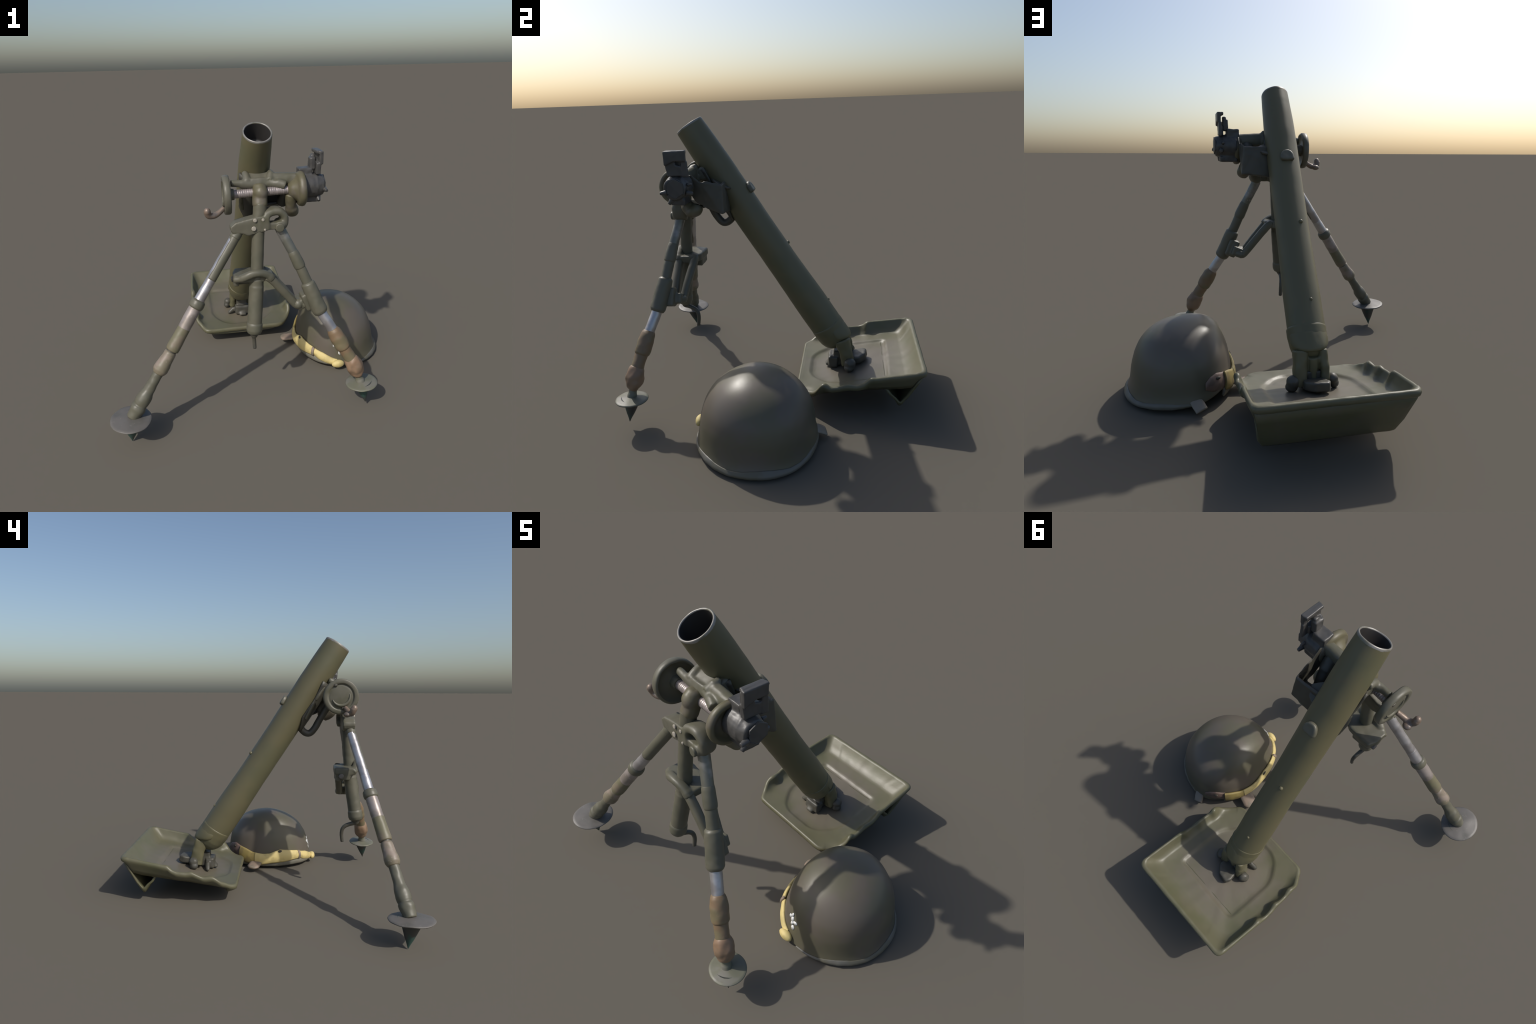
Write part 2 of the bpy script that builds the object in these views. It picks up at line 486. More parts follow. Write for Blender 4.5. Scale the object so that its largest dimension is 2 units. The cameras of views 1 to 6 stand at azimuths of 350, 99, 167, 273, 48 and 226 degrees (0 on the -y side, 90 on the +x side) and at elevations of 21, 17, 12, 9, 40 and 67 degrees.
def skirt(t, inset):
    """outer wall below the rolled edge; the back wall leans in to the spade edge"""
    def g(k, a):
        xr, yr = xy(rimr[k], a)
        top = rim_top(xr, yr) - 0.036
        low = interp([(0.2, 0.082), (0.24, 0.108), (0.3, 0.132), (0.5, 0.162), (0.7, 0.183), (0.85, 0.199), (0.93, 0.215), (0.965, 0.284)], yr)
        if yr < 0.23: low = 0.080
        x, y = xy(rimr[k] - 0.006 - inset * t, a)
        return x, y, lerp(top, min(low, top - 0.004), t)
    return g
add_loop(skirt(0.15, 0.04)); add_loop(skirt(0.55, 0.045)); add_loop(skirt(1.0, 0.045))
for A, B in zip(loops, loops[1:]):
    for k in range(NP):
        bm.faces.new((A[k], A[(k + 1) % NP], B[(k + 1) % NP], B[k]))
cv = bm.verts.new((PC.x, PC.y, floor_z(PC.y) - SINK))
for k in range(NP):
    bm.faces.new((cv, loops[0][k], loops[0][(k + 1) % NP]))
bmesh.ops.smooth_vert(bm, verts=[v for L_ in loops[5:] for v in L_], factor=0.35, use_axis_x=True, use_axis_y=True, use_axis_z=True)
base_plate = part('base_plate', bm, PLATE, mortar, solid=0.012, lumps=0.0022, lump_scale=16)

# spade: bent sheet under the back edge, open at both ends
bm = bmesh.new()
def spade_ring(x):
    k = x / 0.36
    xb = x * 0.985
    return [V((x * 1.07, 0.953, 0.292)), V((x * 1.03, 0.921, 0.225)), V((x, 0.880, 0.138)), V((xb, 0.849, 0.076)), V((xb, 0.836, 0.064)), V((xb, 0.821, 0.070)),
            V((xb, 0.80, 0.105)), V((xb, 0.765, 0.15)), V((xb, 0.735, 0.20))]
prev = None
for i in range(31):
    x = lerp(-0.365, 0.350, i / 30)
    ring = []
    for p in spade_ring(x):
        # corners of the lower edge are rounded off
        e = max(0, abs(x + 0.007) - 0.325) / 0.035
        q = p.copy(); q.z += 0.035 * e * e * max(0, (0.16 - p.z) / 0.08)
        ring.append(bm.verts.new(q))
    if prev:
        for a in range(len(ring) - 1):
            bm.faces.new((prev[a], prev[a + 1], ring[a + 1], ring[a]))
    prev = ring
part('spade', bm, RIM, base_plate, solid=0.014, lumps=0.002, lump_scale=12)
# small turned-in lip below the front edge
bm = bmesh.new()
pth = [(-0.325, 0.262, 0.118), (-0.30, 0.246, 0.098), (-0.2, 0.238, 0.092), (0.15, 0.236, 0.092), (0.24, 0.250, 0.098)]
sweep(bm, catmull(pth, 6), [(0.012, 0.03)] * 25, 12)
part('front_lip', bm, RIM, base_plate)

# socket that holds the barrel's ball end

bm = bmesh.new()
fz = floor_z
# side posts down to the trunnions, block between them, front foot, rear hood of the cap
slab(bm, (-0.012, 0.475, 0.215), (0.085, 0.11, 0.10))
slab(bm, (-0.014, 0.415, 0.19), (0.115, 0.06, 0.075))
sweep(bm, [(-0.012, 0.43, 0.20), (-0.012, 0.395, 0.168), (-0.011, 0.366, 0.152)], [(0.03, 0.045), (0.022, 0.04), (0.010, 0.026)], 14, up=(0, 0, 1))
sweep(bm, [(-0.075, 0.43, 0.195), (-0.11, 0.425, 0.172), (-0.135, 0.42, 0.16)], [(0.022, 0.02), (0.018, 0.018), (0.008, 0.01)], 12, up=(0, 0, 1))
part('ball_socket', bm, DARK, base_plate, fuse=0.006, smooth_it=5, lumps=0.004, lump_scale=28)
bm = bmesh.new()
for sx, wd in ((-1, 0.028), (1, 0.040)):
    sweep(bm, [(-0.012 + sx * 0.058, 0.470, 0.365), (-0.012 + sx * 0.066, 0.500, 0.28), (-0.012 + sx * 0.070, 0.515, 0.19)],
          [(0.050, wd), (0.044, wd * 0.9), (0.046, wd)], 16, up=(0, 1, 0), power=3)
sweep(bm, [(-0.016, 0.50, 0.34), (-0.016, 0.505, 0.20)], [(0.03, 0.026), (0.03, 0.024)], 14, up=(0, 1, 0), power=3)
part('socket_fork', bm, CAPOL, base_plate, fuse=0.006, smooth_it=4, lumps=0.004, lump_scale=25)
bm = bmesh.new()
# hood: the cap's rear skirt with its cut edge
hp = []
for i in range(13):
    a = lerp(-0.62 * math.pi, 0.42 * math.pi, i / 12)
    hp.append((a, 0.0))
rows = []
for j, (s_, rr_) in enumerate([(0.02, 0.1085), (0.075, 0.1105), (0.115, 0.112), (0.15, 0.108)]):
    row = []
    for i in range(25):
        a = lerp(-0.50, 0.62, i / 24) * math.pi * 0.85
        d = BT * math.cos(a) - BU * math.sin(a)
        cut = 1 - 0.55 * abs(a / 1.6) ** 2
        row.append(bm.verts.new(CL + AX * (0.02 + (s_ - 0.02) * cut) + d * rr_))
    rows.append(row)
for A, B in zip(rows, rows[1:]):
    for i in range(24): bm.faces.new((A[i], A[i + 1], B[i + 1], B[i]))
part('cap_hood', bm, CAPOL, barrel, solid=0.014, subsurf=1, lumps=0.002, lump_scale=25)
for p, r in (((-0.120, 0.527, 0.218), (0.030, 0.034, 0.030)), ((0.097, 0.527, 0.217), (0.036, 0.038, 0.036))):
    bm = bmesh.new()
    ball(bm, p, r, 20)
    ball(bm, (p[0] + math.copysign(0.008, p[0]), p[1] - 0.004, p[2] - 0.028), (r[0] * 0.95, r[1] * 0.9, 0.026), 18)
    part('trunnion', bm, DARK, base_plate, fuse=0.005, smooth_it=4, lumps=0.003, lump_scale=40)
bm = bmesh.new()
prism(bm, [(-0.050, 0.50), (0.062, 0.50), (0.052, 0.60), (0.008, 0.645), (-0.062, 0.655), (-0.080, 0.62), (-0.07, 0.56)],
      (-0.005, 0.0, 0.104), (1, 0, 0), (0, 1, 0.19), 0.05)
part('locking_tongue', bm, DARK, base_plate, bevel=0.008, fuse=0.005, smooth_it=4, lumps=0.003, lump_scale=30)

# ---- bipod legs: turned sections stacked along a slightly bowed axis
class Leg:
    def __init__(self, pts):
        self.p = [V(p) for p in pts]
        self.d = [0.0]
        for a, b in zip(self.p, self.p[1:]): self.d.append(self.d[-1] + (b - a).length)
    def at(self, s):
        for i in range(len(self.p) - 1):
            if s <= self.d[i + 1] or i == len(self.p) - 2:
                t = (s - self.d[i]) / (self.d[i + 1] - self.d[i])
                return self.p[i].lerp(self.p[i + 1], t)
    def at_smooth(self, s, w=0.1):
        return sum((self.at(s + w * (i / 6 - 0.5)) for i in range(7)), V()) / 7
    def s_of_z(self, z):
        for i in range(len(self.p) - 1):
            if self.p[i].z >= z >= self.p[i + 1].z:
                return lerp(self.d[i], self.d[i + 1], (self.p[i].z - z) / (self.p[i].z - self.p[i + 1].z))
        return self.d[-1]
    def section(self, name, prof, mat, parent, lumps=0.0012, w=0.008, seg=40, step=0.004):
        """prof: [(z, r)] from top to bottom"""
        pr = [(self.s_of_z(z), r) for z, r in prof]
        s0, s1 = pr[0][0], pr[-1][0]
        n = max(4, int((s1 - s0) / step))
        ss = [lerp(s0, s1, i / n) for i in range(n + 1)]
        bm = bmesh.new()
        pts = [self.at_smooth(s) for s in ss]; rr = [smooth_interp(pr, s, w if 0 < i < n else 0) for i, s in enumerate(ss)]
        # rounded end caps
        d0 = (pts[0] - pts[1]).normalized(); d1 = (pts[-1] - pts[-2]).normalized()
        q = 0.004
        pts = [pts[0] + d0 * q] + pts + [pts[-1] + d1 * q]
        rr = [max(rr[0] - q, 1e-3)] + rr + [max(rr[-1] - q, 1e-3)]
        sweep(bm, pts, rr, seg)
        return part(name, bm, mat, parent, lumps=lumps, lump_scale=28, autosmooth=50)

LL = Leg([(-0.150, -0.556, 1.215), (-0.172, -0.567, 1.18), (-0.305, -0.618, 0.99), (-0.439, -0.669, 0.796), (-0.605, -0.739, 0.550),
          (-0.704, -0.776, 0.415), (-0.790, -0.808, 0.290), (-0.872, -0.840, 0.178)])
legL = LL.section('bipod_leg', [(1.215, 0.031), (1.18, 0.030), (0.90, 0.0305), (0.78, 0.032)], STEEL, mortar)
LL.section('leg_top_ring', [(1.20, 0.0335), (1.165, 0.0335)], GREEN, legL)  # added painted ring, covers the bright steel end at the yoke
# paint left on the side of the tube that is not rubbed by the sling
bm = bmesh.new()
rows = []
sA, sB = LL.s_of_z(1.20), LL.s_of_z(0.935)
for i in range(41):
    s_ = lerp(sA, sB, i / 40)
    c = LL.at_smooth(s_); d = (LL.at_smooth(s_ + 0.01) - LL.at_smooth(s_ - 0.01)).normalized()
    f = V((0.70, -0.62, 0.25)); f = (f - d * f.dot(d)).normalized(); g = d.cross(f)
    row = []
    for k in range(17):
        hw_ = 1.45 + 0.25 * noise.noise(V((s_ * 14, 2.0 if k < 8 else 7.0, 0.3))) + (0.5 if s_ < sA + 0.06 else 0)
        a = hw_ * (k / 8 - 1)
        row.append(bm.verts.new(c + (f * math.cos(a) + g * math.sin(a)) * 0.0318))
    rows.append(row)
for A, B in zip(rows, rows[1:]):
    for k in range(16): bm.faces.new((A[k], A[k + 1], B[k + 1], B[k]))
part('leg_paint', bm, GREEN, legL, solid=0.0025)
LL.section('leg_shaft', [(0.905, 0.0306), (0.86, 0.0318), (0.80, 0.0335)], STEEL, legL)
LL.section('leg_collar', [(0.822, 0.034), (0.816, 0.044), (0.798, 0.047), (0.783, 0.045), (0.777, 0.038)], GREEN, legL, w=0.006, step=0.003)
LL.section('leg_sleeve', [(0.782, 0.038), (0.70, 0.039), (0.66, 0.0385)], PINKST, legL)
LL.section('leg_sleeve', [(0.668, 0.039), (0.61, 0.040), (0.562, 0.0425), (0.548, 0.040)], SLEEVEO, legL)
LL.section('leg_neck', [(0.56, 0.033), (0.525, 0.031)], DARK, legL)
LL.section('leg_ring', [(0.538, 0.033), (0.532, 0.037), (0.485, 0.041), (0.462, 0.046), (0.440, 0.047), (0.424, 0.038)], BROWN, legL)
LL.section('leg_shin', [(0.435, 0.032), (0.36, 0.032), (0.325, 0.035), (0.302, 0.043), (0.272, 0.046), (0.255, 0.044), (0.248, 0.040), (0.240, 0.046), (0.225, 0.047),
                        (0.205, 0.042), (0.180, 0.038)], GREEN, legL, lumps=0.0025)
RL = Leg([(0.092, -0.552, 1.215), (0.112, -0.559, 1.17), (0.182, -0.592, 1.033), (0.261, -0.628, 0.844), (0.331, -0.671, 0.668), (0.410, -0.716, 0.542),
          (0.467, -0.747, 0.432), (0.519, -0.772, 0.347), (0.562, -0.789, 0.240), (0.580, -0.798, 0.178)])
legR = RL.section('bipod_leg', [(1.205, 0.031), (1.05, 0.031), (1.02, 0.031)], WORN, mortar)
RL.section('leg_ring', [(1.055, 0.031), (1.04, 0.034), (0.97, 0.037), (0.955, 0.036), (0.950, 0.033)], GREEN, legR, w=0.006)
RL.section('leg_shaft', [(0.956, 0.0325), (0.83, 0.033)], GREEN, legR)
RL.section('leg_sleeve', [(0.855, 0.034), (0.848, 0.044), (0.83, 0.047), (0.70, 0.0495), (0.672, 0.049), (0.660, 0.043)], GREEN, legR, lumps=0.002)
RL.section('leg_shaft', [(0.665, 0.033), (0.53, 0.0325)], STEEL, legR)
RL.section('leg_foot', [(0.552, 0.036), (0.540, 0.043), (0.50, 0.049), (0.455, 0.0495), (0.432, 0.047), (0.424, 0.040)], TAN, legR, lumps=0.0025)
RL.section('leg_neck', [(0.432, 0.040), (0.40, 0.039), (0.345, 0.040)], TAN, legR, lumps=0.002)
bm = bmesh.new()
pr = [(0.362, 0.038), (0.352, 0.045), (0.325, 0.054), (0.30, 0.057), (0.275, 0.053), (0.25, 0.042), (0.232, 0.026)]
RL.section('leg_ball', pr, COPPER, legR, lumps=0.006, w=0.02)
RL.section('leg_ankle', [(0.245, 0.024), (0.215, 0.025), (0.205, 0.029), (0.172, 0.031)], DISCG, legR, lumps=0.002)

def foot_disc(c, rx, ry, nrm, mat, parent, tip, boss):
    """shallow dished disc on a spike"""
    nrm = V(nrm).normalized()
    bm = bmesh.new()
    u = V((1, 0, 0)); u = (u - nrm * u.dot(nrm)).normalized(); w = nrm.cross(u)
    prof = [(0.0, 0.012), (0.25, 0.011), (0.55, 0.006), (0.85, 0.001), (0.97, -0.001), (1.0, -0.005), (0.97, -0.0095), (0.8, -0.010), (0.4, -0.010), (0.0, -0.010)]
    rings = []
    for t, h in prof[1:-1]:
        rings.append([bm.verts.new(V(c) + u * (rx * t * math.cos(a)) + w * (ry * t * math.sin(a)) + nrm * (h + 0.004 * noise.noise(V((t * 2 * math.cos(a), t * 2 * math.sin(a), rx * 50)))))
                      for a in [2 * math.pi * k / 64 for k in range(64)]])
    for A, B in zip(rings, rings[1:]):
        for k in range(64): bm.faces.new((A[k], A[(k + 1) % 64], B[(k + 1) % 64], B[k]))
    bm.faces.new(rings[0]); bm.faces.new(rings[-1])
    part('foot_disc', bm, mat, parent)
    bm = bmesh.new()
    top = V(c) - nrm * 0.006
    tip = V(tip)
    n = 24
    prof = [(-0.02, boss), (0.10, boss * 0.97), (0.14, boss * 0.72), (0.35, boss * 0.56), (0.6, boss * 0.37), (0.82, boss * 0.16), (1.0, 0.0015)]
    ss = [lerp(-0.02, 1, i / n) for i in range(n + 1)]
    sweep(bm, [top.lerp(tip, s) for s in ss], [interp(prof, s) for s in ss], 20)
    part('foot_spike', bm, SPIKE, parent, autosmooth=40)
foot_disc((-0.881, -0.846, 0.176), 0.122, 0.134, (0.07, 0.015, 1), DISC, legL, (-0.891, -0.831, 0.0005), 0.081)
foot_disc((0.585, -0.793, 0.185), 0.103, 0.099, (-0.10, 0.004, 1), DISCG, legR, (0.613, -0.812, 0.037), 0.066)

# ---- elevating column with hub, clamp, linkage and crank
CO = Leg([(-0.012, -0.540, 1.45), (-0.020, -0.548, 1.34), (-0.036, -0.562, 1.20), (-0.058, -0.588, 0.851), (-0.085, -0.631, 0.588), (-0.092, -0.640, 0.50)])
column = CO.section('elevating_column', [(1.25, 0.038), (1.0, 0.0385), (0.84, 0.040)], GREEN, mortar)
CO.section('column_head', [(1.36, 0.040), (1.33, 0.041), (1.20, 0.041)], GREEN, column)
CO.section('column_sleeve', [(0.895, 0.040), (0.888, 0.043), (0.85, 0.0435), (0.845, 0.046), (0.60, 0.046), (0.594, 0.046)], GREEN, column)
CO.section('column_cap', [(0.612, 0.046), (0.602, 0.050), (0.565, 0.051), (0.545, 0.044), (0.538, 0.030)], GREEN, column)
bm = bmesh.new()
rod(bm, CO.at(CO.s_of_z(0.545)), CO.at(CO.s_of_z(0.512)), 0.030, 0.020, rnd=0.008)
path = catmull([(-0.090, -0.640, 0.520), (-0.088, -0.605, 0.513), (-0.083, -0.565, 0.496), (-0.078, -0.545, 0.470), (-0.074, -0.540, 0.430), (-0.073, -0.547, 0.374)], 6)
sweep(bm, path, [lerp(0.016, 0.0125, i / (len(path) - 1)) for i in range(len(path))], 14)
part('crank', bm, DARK, column, fuse=0.004, smooth_it=3)

# hub at the top of the column, carrying the traverse screw
bm = bmesh.new()
rod(bm, (-0.020, -0.550, 1.330), (-0.012, -0.505, 1.470), 0.0455, 0.043, rnd=0.024, seg=32)
ball(bm, (-0.013, -0.528, 1.420), (0.046, 0.052, 0.052), 24)
part('traverse_nut', bm, HUB, mortar, fuse=0.005, smooth_it=5, lumps=0.002)

# clamp slab that hooks round the column and the twin links to the right leg
bm = bmesh.new()
sweep(bm, catmull([(-0.197, -0.590, 0.898), (-0.150, -0.612, 0.915), (-0.095, -0.628, 0.942), (-0.045, -0.628, 0.945), (0.005, -0.618, 0.925), (0.035, -0.610, 0.893)], 6),
      [(0.020, 0.022)] * 6 + [(0.024, 0.026)] * 20 + [(0.028, 0.028)] * 5, 16, up=(0, 0, 1), power=2.6)
prism(bm, [(-0.200, -0.600), (-0.200, -0.525), (-0.178, -0.468), (-0.120, -0.468), (-0.022, -0.474), (0.045, -0.512), (0.045, -0.59), (-0.02, -0.62), (-0.10, -0.62)],
      (0, 0, 0.905), (1, 0, 0), (0, 1, 0), 0.048)
slab(bm, (-0.115, -0.502, 0.868), (0.13, 0.05, 0.07))
slab(bm, (-0.182, -0.545, 0.872), (0.034, 0.06, 0.055))
clamp = part('column_clamp', bm, GREEN, mortar, bevel=0.006, fuse=0.006, smooth_it=5, lumps=0.002)
bm = bmesh.new()
rod(bm, (-0.180, -0.512, 0.872), (-0.206, -0.512, 0.872), 0.018, rnd=0.006)
part('clamp_bolt', bm, DISC, clamp)
for y0, y1, w in ((-0.610, -0.606, 0.024), (-0.508, -0.545, 0.026)):
    bm = bmesh.new()
    top = (0.030, y0, 0.892) if y0 < -0.55 else (0.035, y0, 0.890)
    sweep(bm, catmull([(0.0, y0, 0.912), top, (0.105, lerp(y0, y1, 0.5), 0.805), (0.185, y1, 0.706), (0.215, y1, 0.694), (0.262, y1 - 0.025, 0.712)], 6),
          [(0.025, 0.026)] * 31, 14, up=(0, 1, 0), power=3.2)
    part('link_arm', bm, GREEN, clamp, lumps=0.0015)
bm = bmesh.new()
slab(bm, (0.232, -0.585, 0.708), (0.085, 0.100, 0.068), (V((0.93, 0, 0.37)), V((0, 1, 0)), V((-0.37, 0, 0.93))))
slab(bm, (0.268, -0.615, 0.730), (0.075, 0.085, 0.12), (V((0.93, 0, 0.37)), V((0, 1, 0)), V((-0.37, 0, 0.93))))
ball(bm, (0.203, -0.612, 0.706), (0.034, 0.036, 0.034))
part('link_lug', bm, GREEN, legR, bevel=0.01, fuse=0.006, smooth_it=4, lumps=0.002)

# ---- yoke that the legs hang from
bm = bmesh.new()
prism(bm, [(-0.205, 1.238), (-0.175, 1.262), (-0.125, 1.275), (-0.06, 1.290), (0.0, 1.292), (0.03, 1.290), (0.03, 1.205), (-0.01, 1.195), (-0.055, 1.188), (-0.10, 1.175),
           (-0.125, 1.188), (-0.19, 1.195), (-0.207, 1.215)], (0.0, -0.562, 0.0), (1, -0.04, 0), (0, 0, 1), 0.082)
# right side: arch with an opening above the pivot
sweep(bm, catmull([(0.000, -0.556, 1.290), (0.045, -0.552, 1.308), (0.090, -0.550, 1.308), (0.120, -0.548, 1.280), (0.126, -0.546, 1.240), (0.110, -0.546, 1.212)], 5),
      [(0.025, 0.046)] * 26, 16, up=(0, 0, 1), power=3)
slab(bm, (0.040, -0.566, 1.225), (0.09, 0.060, 0.045))
rod(bm, (0.093, -0.600, 1.222), (0.100, -0.505, 1.222), 0.032, rnd=0.008)
yoke = part('yoke', bm, GEARGR, mortar, bevel=0.006, fuse=0.006, smooth_it=4, lumps=0.002)
bm = bmesh.new()
rod(bm, (0.088, -0.612, 1.217), (0.091, -0.570, 1.217), 0.027, rnd=0.006)
part('pivot_pin', bm, GREEN, yoke, lumps=0.002, lump_scale=40)
bm = bmesh.new()
rod(bm, (-0.165, -0.594, 1.218), (-0.165, -0.515, 1.218), 0.038, rnd=0.012)
part('leg_knuckle', bm, GREEN, yoke, lumps=0.003, lump_scale=30)
rv = None
for p, r in (((-0.062, -0.605, 1.273), 1.0), ((-0.013, -0.602, 1.273), 0.8), ((-0.070, -0.606, 1.223), 1.25), ((-0.002, -0.603, 1.211), 0.6)):
    if rv is None:
        bm = bmesh.new(); rod(bm, (0, 0.006, 0), (0, -0.003, 0), 0.0115, rnd=0.003, seg=18)
        rv = part('rivet', bm, RIVET, yoke); me_r = rv.data
        ob = rv
    else:
        ob = rv.copy(); bpy.context.scene.collection.objects.link(ob)
    place(ob, p, yoke); ob.scale = (r, 1, r)

# ---- traverse screw, handwheel with crank handle, right-hand worm wheel
SA = V((-0.222, -0.492, 1.410)); SB = V((0.245, -0.508, 1.425))
SD = (SB - SA).normalized()
bm = bmesh.new()
n = 240
L_ = (SB - SA).length
ss = [lerp(0.03, L_ - 0.04, i / n) for i in range(n + 1)]
sweep(bm, [SA + SD * s for s in ss], [0.0255 + 0.0004 * math.sin(s * 2 * math.pi / 0.0125) + 0.0012 * noise.noise(V((s * 60, 0, 0))) for s in ss], 28)
screw = part('traverse_screw', bm, SCREW, mortar)

def wheel(name, prof, axis0, mat, parent, lumps=0.0015):
    bm = bmesh.new()
    revolve(bm, axis0, SD, [(s, max(r, 0.001)) for s, r in prof], 64)
    return part(name, bm, mat, parent, lumps=lumps, lump_scale=30, autosmooth=60)
hw = wheel('handwheel', [(-0.006, 0.001), (-0.006, 0.066), (-0.004, 0.075), (-0.002, 0.080), (-0.004, 0.084), (-0.009, 0.087), (-0.0105, 0.092), (-0.0105, 0.110), (-0.007, 0.1155), (0.006, 0.118),
                         (0.022, 0.1175), (0.030, 0.112), (0.030, 0.104), (0.020, 0.098), (0.016, 0.06), (0.022, 0.038), (0.055, 0.033), (0.058, 0.001)],
           SA, GEARGR, mortar)
bm = bmesh.new()
up = V((0, 0.35, 0.94))
for t in (-1, 1):
    slab(bm, SA + V((-0.008, 0, 0)) + up * 0.080 * t + V((0, 0.01, 0)), (0.012, 0.022, 0.016))  # solid dark blocks set on the face to read as notches
part('wheel_notch_block', bm, DARK, hw, bevel=0.003)
# crescent moulding on the wheel face
bm = bmesh.new()
pp = [SA + V((-0.006, 0.058 * math.cos(a), 0.058 * math.sin(a))) for a in [math.radians(lerp(150, 340, i / 20)) for i in range(21)]]
sweep(bm, pp, [0.003 + 0.009 * math.sin(math.pi * i / 20) for i in range(21)], 12)
part('wheel_moulding', bm, GEARGR, hw)
bm = bmesh.new()
path = catmull([(-0.232, -0.520, 1.340), (-0.262, -0.534, 1.318), (-0.295, -0.545, 1.303), (-0.328, -0.553, 1.308), (-0.338, -0.562, 1.335)], 5)
sweep(bm, path, [lerp(0.015, 0.022, i / (len(path) - 1)) for i in range(len(path))], 16)
ball(bm, (-0.337, -0.565, 1.336), (0.021, 0.021, 0.024))
ball(bm, (-0.316, -0.523, 1.296), (0.026, 0.024, 0.018))
part('crank_handle', bm, BRONZE, hw, fuse=0.004, smooth_it=4)

WR = V((0.235, -0.512, 1.425))
ww = wheel('worm_wheel', [(-0.075, 0.001), (-0.075, 0.035), (-0.05, 0.052), (-0.030, 0.066), (-0.020, 0.078), (-0.020, 0.094), (-0.010, 0.103), (0.004, 0.107), (0.018, 0.104), (0.026, 0.094),
                          (0.024, 0.082), (0.012, 0.074), (0.008, 0.05), (0.008, 0.001)], WR, HUB, mortar)
bm = bmesh.new()
sweep(bm, catmull([(0.178, -0.505, 1.40), (0.185, -0.485, 1.335), (0.198, -0.455, 1.285), (0.208, -0.415, 1.265)], 5), [(0.034, 0.036)] * 8 + [(0.040, 0.042)] * 8, 18)
ball(bm, (0.208, -0.425, 1.275), (0.042, 0.058, 0.042), rot=Matrix.Rotation(math.radians(20), 4, 'X'))
part('gear_housing', bm, HUB, ww, fuse=0.006, smooth_it=4, lumps=0.003)

# ---- saddle: cast bracket between screw and barrel
bm = bmesh.new()
sweep(bm, catmull([(-0.185, -0.485, 1.476), (-0.13, -0.486, 1.472), (-0.07, -0.484, 1.463), (-0.009, -0.482, 1.458), (0.05, -0.486, 1.463), (0.10, -0.502, 1.463), (0.146, -0.518, 1.450)], 5),
      [(0.022, 0.020)] * 6 + [(0.026, 0.024)] * 19 + [(0.030, 0.026)] * 6, 16, up=(0, 0, 1))
sweep(bm, [(-0.085, -0.485, 1.475), (-0.085, -0.452, 1.508), (-0.088, -0.420, 1.520)], [(0.026, 0.026), (0.024, 0.022), (0.02, 0.018)], 14)
sweep(bm, [(0.055, -0.485, 1.478), (0.066, -0.455, 1.516), (0.068, -0.425, 1.530)], [(0.028, 0.028), (0.022, 0.022), (0.014, 0.016)], 14)
# arm out to the sight on the right, and curved pad under the tube
sweep(bm, [(0.05, -0.458, 1.480), (0.13, -0.462, 1.478), (0.25, -0.468, 1.472)], [(0.042, 0.034)] * 3, 14, up=(0, 0, 1), power=3)
prism(bm, [(-0.09, 0.0), (-0.05, -0.012), (0.0, -0.016), (0.05, -0.012), (0.085, 0.0), (0.085, 0.085), (-0.09, 0.085)], (-0.008, -0.490, 1.475), (1, 0, 0), (0, 0.80, -0.25), 0.05)
slab(bm, (-0.010, -0.452, 1.482), (0.16, 0.085, 0.05), (V((1, 0, 0)), V((0, 0.85, 0.53)), V((0, -0.53, 0.85))))
saddle = part('saddle', bm, GEARGR, mortar, bevel=0.004, fuse=0.006, smooth_it=4, lumps=0.0025)

# cradle hugging the underside of the tube below the saddle
bm = bmesh.new()
rows = []
for i in range(13):
    s_ = lerp(0.27, 0.64, i / 12)
    row = []
    w = interp([(0.27, 1.1), (0.40, 0.85), (0.55, 0.9), (0.64, 0.35)], s_)
    for k in range(17):
        a = lerp(-w, w, k / 16)
        d = -BT * math.cos(a) + BU * math.sin(a)
        row.append(bm.verts.new(bax(s_) + d * (interp(prof, s_) * 0.99 + 0.010 - 0.008 * abs(k / 8 - 1) ** 3)))
    rows.append(row)
for A, B in zip(rows, rows[1:]):
    for k in range(16): bm.faces.new((A[k], A[k + 1], B[k + 1], B[k]))
part('cradle', bm, DARK, mortar, solid=0.014, lumps=0.003, lump_scale=25)
bm = bmesh.new()
sweep(bm, catmull([(-0.01, -0.455, 1.395), (-0.01, -0.415, 1.325), (-0.01, -0.368, 1.245), (-0.01, -0.332, 1.180), (-0.01, -0.298, 1.150), (-0.01, -0.262, 1.160), (-0.01, -0.235, 1.20), (-0.01, -0.245, 1.27)], 6),
      [(0.0245, 0.0245)] * 43, 18)
part('carrying_loop', bm, DARK, mortar, lumps=0.0015)
bm = bmesh.new()
sweep(bm, catmull([(-0.085, -0.268, 1.255), (-0.095, -0.295, 1.31), (-0.090, -0.322, 1.365)], 6), [(0.012, 0.017)] * 13, 12)
sweep(bm, catmull([(-0.088, -0.335, 1.385), (-0.094, -0.362, 1.43), (-0.088, -0.392, 1.475)], 6), [(0.012, 0.016)] * 13, 12)
part('cradle_strip', bm, GEARGR, mortar, fuse=0.004, smooth_it=3, lumps=0.002)
bm = bmesh.new()
rod(bm, (-0.02, -0.400, 1.478), (0.075, -0.397, 1.478), 0.042, rnd=0.014)
part('cradle_hub', bm, GEARGR, mortar, lumps=0.003)

bm = bmesh.new()
sweep(bm, catmull([(0.175, -0.475, 1.450), (0.178, -0.435, 1.415), (0.170, -0.390, 1.360), (0.158, -0.350, 1.300)], 6), [(0.040, 0.042)] * 10 + [(0.036, 0.036)] * 9, 18)
part('bracket_elbow', bm, DARK, mortar, fuse=0.006, smooth_it=3, lumps=0.003)

